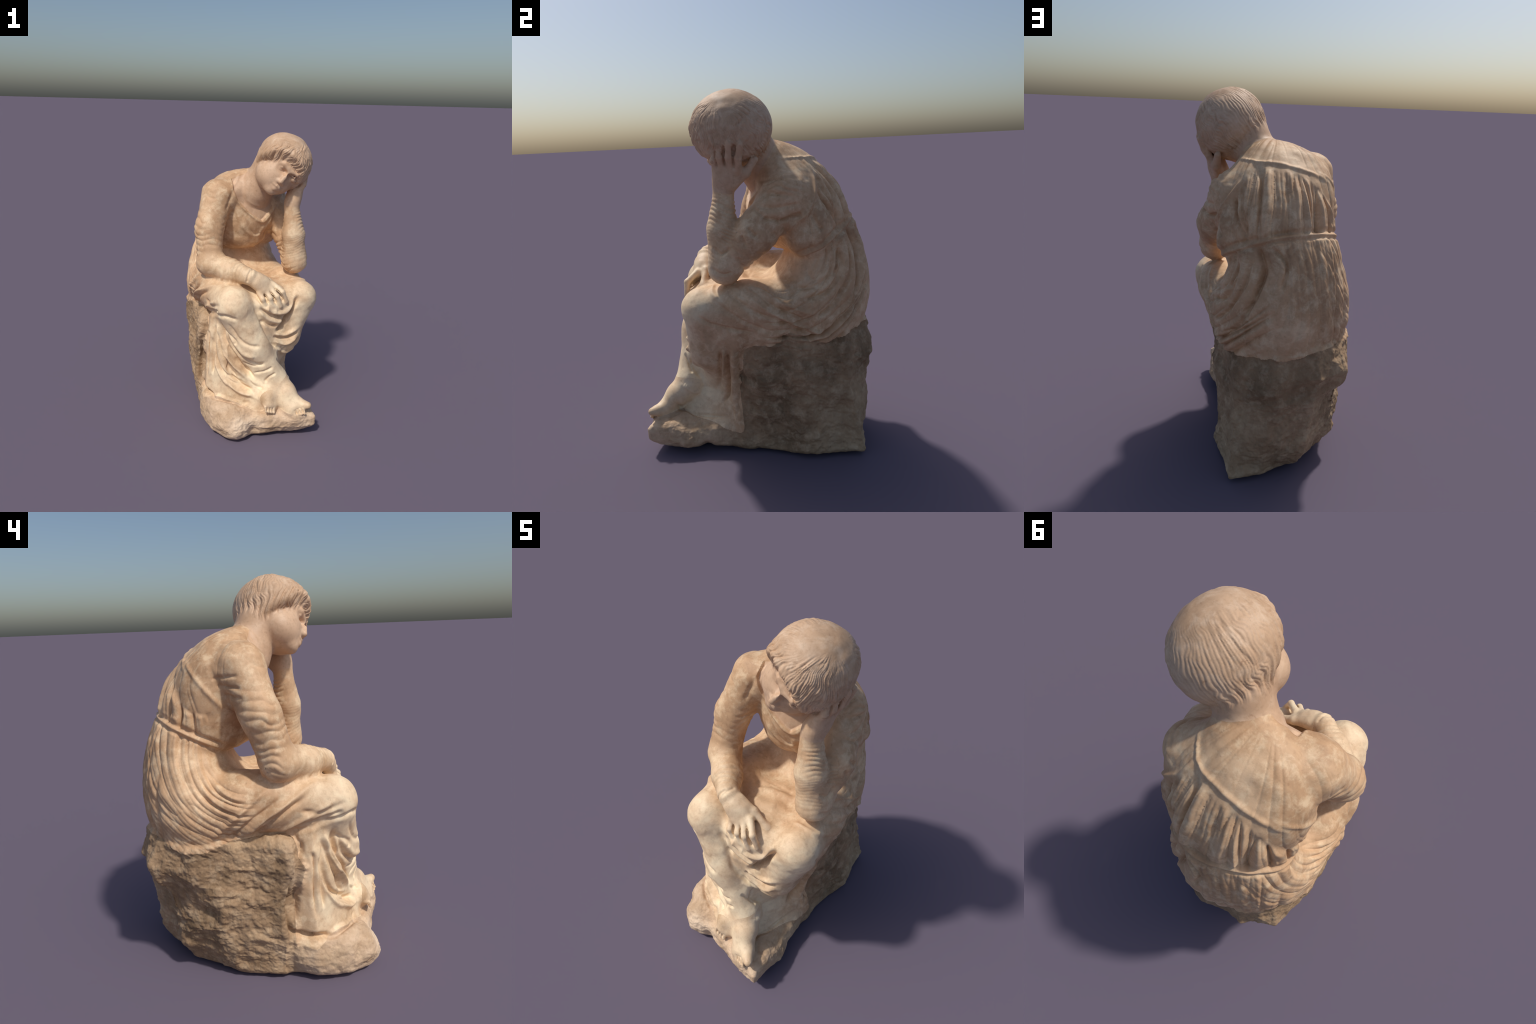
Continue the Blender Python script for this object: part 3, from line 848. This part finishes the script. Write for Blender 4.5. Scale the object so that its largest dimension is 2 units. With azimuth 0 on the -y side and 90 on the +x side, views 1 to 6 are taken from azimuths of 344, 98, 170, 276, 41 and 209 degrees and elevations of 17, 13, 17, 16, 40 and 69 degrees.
def stone(name, dark, mid, light, patch, grain, bump, seed, rough, front=None):
    m = bpy.data.materials.new(name)
    m.use_nodes = True
    nt = m.node_tree
    b = nt.nodes['Principled BSDF']
    b.inputs['Roughness'].default_value = rough
    tc = node(nt, 'ShaderNodeTexCoord')
    mp = node(nt, 'ShaderNodeMapping')
    mp.inputs['Location'].default_value = (seed, seed * .7, seed * 1.3)
    nt.links.new(tc.outputs['Object'], mp.inputs['Vector'])

    def tex(scale, detail=5, distort=0.0, rough=.55):
        n = node(nt, 'ShaderNodeTexNoise', Scale=scale, Detail=detail, Distortion=distort, Roughness=rough)
        nt.links.new(mp.outputs[0], n.inputs['Vector'])
        return n.outputs['Fac']

    def ramp(fac, stops):
        r = node(nt, 'ShaderNodeValToRGB')
        e = r.color_ramp.elements
        while len(e) < len(stops):
            e.new(.5)
        for el, (p, c) in zip(e, stops):
            el.position, el.color = p, (*c, 1)
        nt.links.new(fac, r.inputs['Fac'])
        return r.outputs['Color']

    def mix(fac, a, c, mode='MIX'):
        n = node(nt, 'ShaderNodeMix', data_type='RGBA', blend_type=mode)
        if isinstance(fac, float):
            n.inputs[0].default_value = fac
        else:
            nt.links.new(fac, n.inputs[0])
        nt.links.new(a, n.inputs[6])
        if isinstance(c, tuple):
            n.inputs[7].default_value = (*c, 1)
        else:
            nt.links.new(c, n.inputs[7])
        return n.outputs[2]

    base = ramp(tex(3.6, 7, .3, .62), [(.28, dark), (.5, mid), (.70, light)])
    if front:                                     # paler stone colours blended in towards the lap and feet
        pale = ramp(tex(4.4, 7, .3, .62), [(.34, front[0]), (.5, front[1]), (.64, front[2])])
        sx = node(nt, 'ShaderNodeSeparateXYZ')
        nt.links.new(tc.outputs['Object'], sx.inputs[0])
        ad = node(nt, 'ShaderNodeMath', operation='MULTIPLY_ADD')
        nt.links.new(tex(5, 5), ad.inputs[0])
        ad.inputs[1].default_value = .35
        nt.links.new(sx.outputs['Y'], ad.inputs[2])
        mr = node(nt, 'ShaderNodeMapRange', interpolation_type='SMOOTHSTEP')
        nt.links.new(ad.outputs[0], mr.inputs['Value'])
        for k, v in (('From Min', .10), ('From Max', -.20), ('To Min', 0.0), ('To Max', 1.0)):
            mr.inputs[k].default_value = v
        base = mix(mr.outputs[0], base, pale)
    spots = ramp(tex(16, 7, .25, .68), [(.48, (0, 0, 0)), (.64, (1, 1, 1))])
    sp = node(nt, 'ShaderNodeMath', operation='MULTIPLY')
    nt.links.new(spots, sp.inputs[0])
    sp.inputs[1].default_value = .36
    col = mix(sp.outputs[0], base, patch)
    fine = ramp(tex(grain, 4, .3, .7), [(.30, (.78, .74, .70)), (.5, (1, 1, 1)), (.75, (1.08, 1.07, 1.06))])
    col = mix(.6, col, fine, 'MULTIPLY')
    veins = ramp(tex(22, 6, .4, .7), [(.26, (.62, .50, .42)), (.38, (1, 1, 1))])
    col = mix(.7, col, veins, 'MULTIPLY')
    nt.links.new(col, b.inputs['Base Color'])
    bp = node(nt, 'ShaderNodeBump', Strength=bump, Distance=.01)
    nt.links.new(tex(grain * 1.3, 5, 0, .65), bp.inputs['Height'])
    nt.links.new(bp.outputs['Normal'], b.inputs['Normal'])
    return m


PALE_FRONT = ((.55, .36, .20), (.76, .555, .355), (.92, .74, .50))  # paler marble tones, mixed in towards the front of the figure
MARBLE = stone('weathered_marble', (.41, .235, .12), (.60, .375, .21), (.77, .53, .325), (.97, .80, .54), 40, .10, 1.7, .62, PALE_FRONT)
SKIN = stone('polished_marble', (.50, .315, .185), (.60, .385, .24), (.67, .45, .295), (.80, .61, .42), 45, .04, 4.1, .55, PALE_FRONT)
FACE = stone('smooth_marble', (.52, .33, .20), (.60, .39, .245), (.66, .445, .29), (.74, .54, .37), 45, .03, 4.9, .55)
HAIR = stone('hair_marble', (.42, .26, .15), (.56, .365, .225), (.67, .465, .31), (.78, .61, .45), 45, .08, 2.9, .6)
PALE_ROCK = ((.44, .29, .17), (.62, .44, .29), (.76, .58, .41))
ROCK = stone('rough_rock', (.17, .105, .052), (.35, .225, .125), (.53, .36, .21), (.68, .51, .33), 40, .30, 6.3, .8, PALE_ROCK)
PLINTH = ROCK

MATERIAL = dict(rock_base=ROCK, plinth=PLINTH, hair=HAIR, head=FACE, neck=FACE, hand=SKIN, finger=SKIN, foot=SKIN, toe=SKIN)

root = bpy.data.objects.new('marble_statue', None)
bpy.context.collection.objects.link(root)
root['label'] = 'weathered cream marble figure seated on rock, head in hand'
root['category'] = 'statue'

face_label = np.median(np.sort(LABEL[faces], 1)[:, 1:3], axis=1).astype(int)
lf = np.sort(LABEL[faces], 1)
face_label = np.where(lf[:, 1] == lf[:, 2], lf[:, 1], lf[:, 0])
made = {}
for i, p in enumerate(PARTS):
    f = faces[face_label == i]
    if len(f) < 20:
        continue
    used, inv = np.unique(f, return_inverse=True)
    f = inv.reshape(-1, 4)
    me = bpy.data.meshes.new(p.name)
    me.vertices.add(len(used))
    me.vertices.foreach_set('co', verts[used].astype(np.float32).ravel())
    me.loops.add(f.size)
    me.loops.foreach_set('vertex_index', f.astype(np.int32).ravel())
    me.polygons.add(len(f))
    me.polygons.foreach_set('loop_start', np.arange(0, f.size, 4, dtype=np.int32))
    me.update(calc_edges=True)
    me.polygons.foreach_set('use_smooth', np.ones(len(f), bool))
    me.normals_split_custom_set_from_vertices(normals[used].tolist())
    me.materials.append(MATERIAL.get(p.name, MARBLE))
    ob = bpy.data.objects.new(p.name, me)
    bpy.context.collection.objects.link(ob)
    made[id(p)] = ob
for p in PARTS:
    if id(p) in made:
        made[id(p)].parent = made.get(id(p.owner), root) if p.owner is not None else root
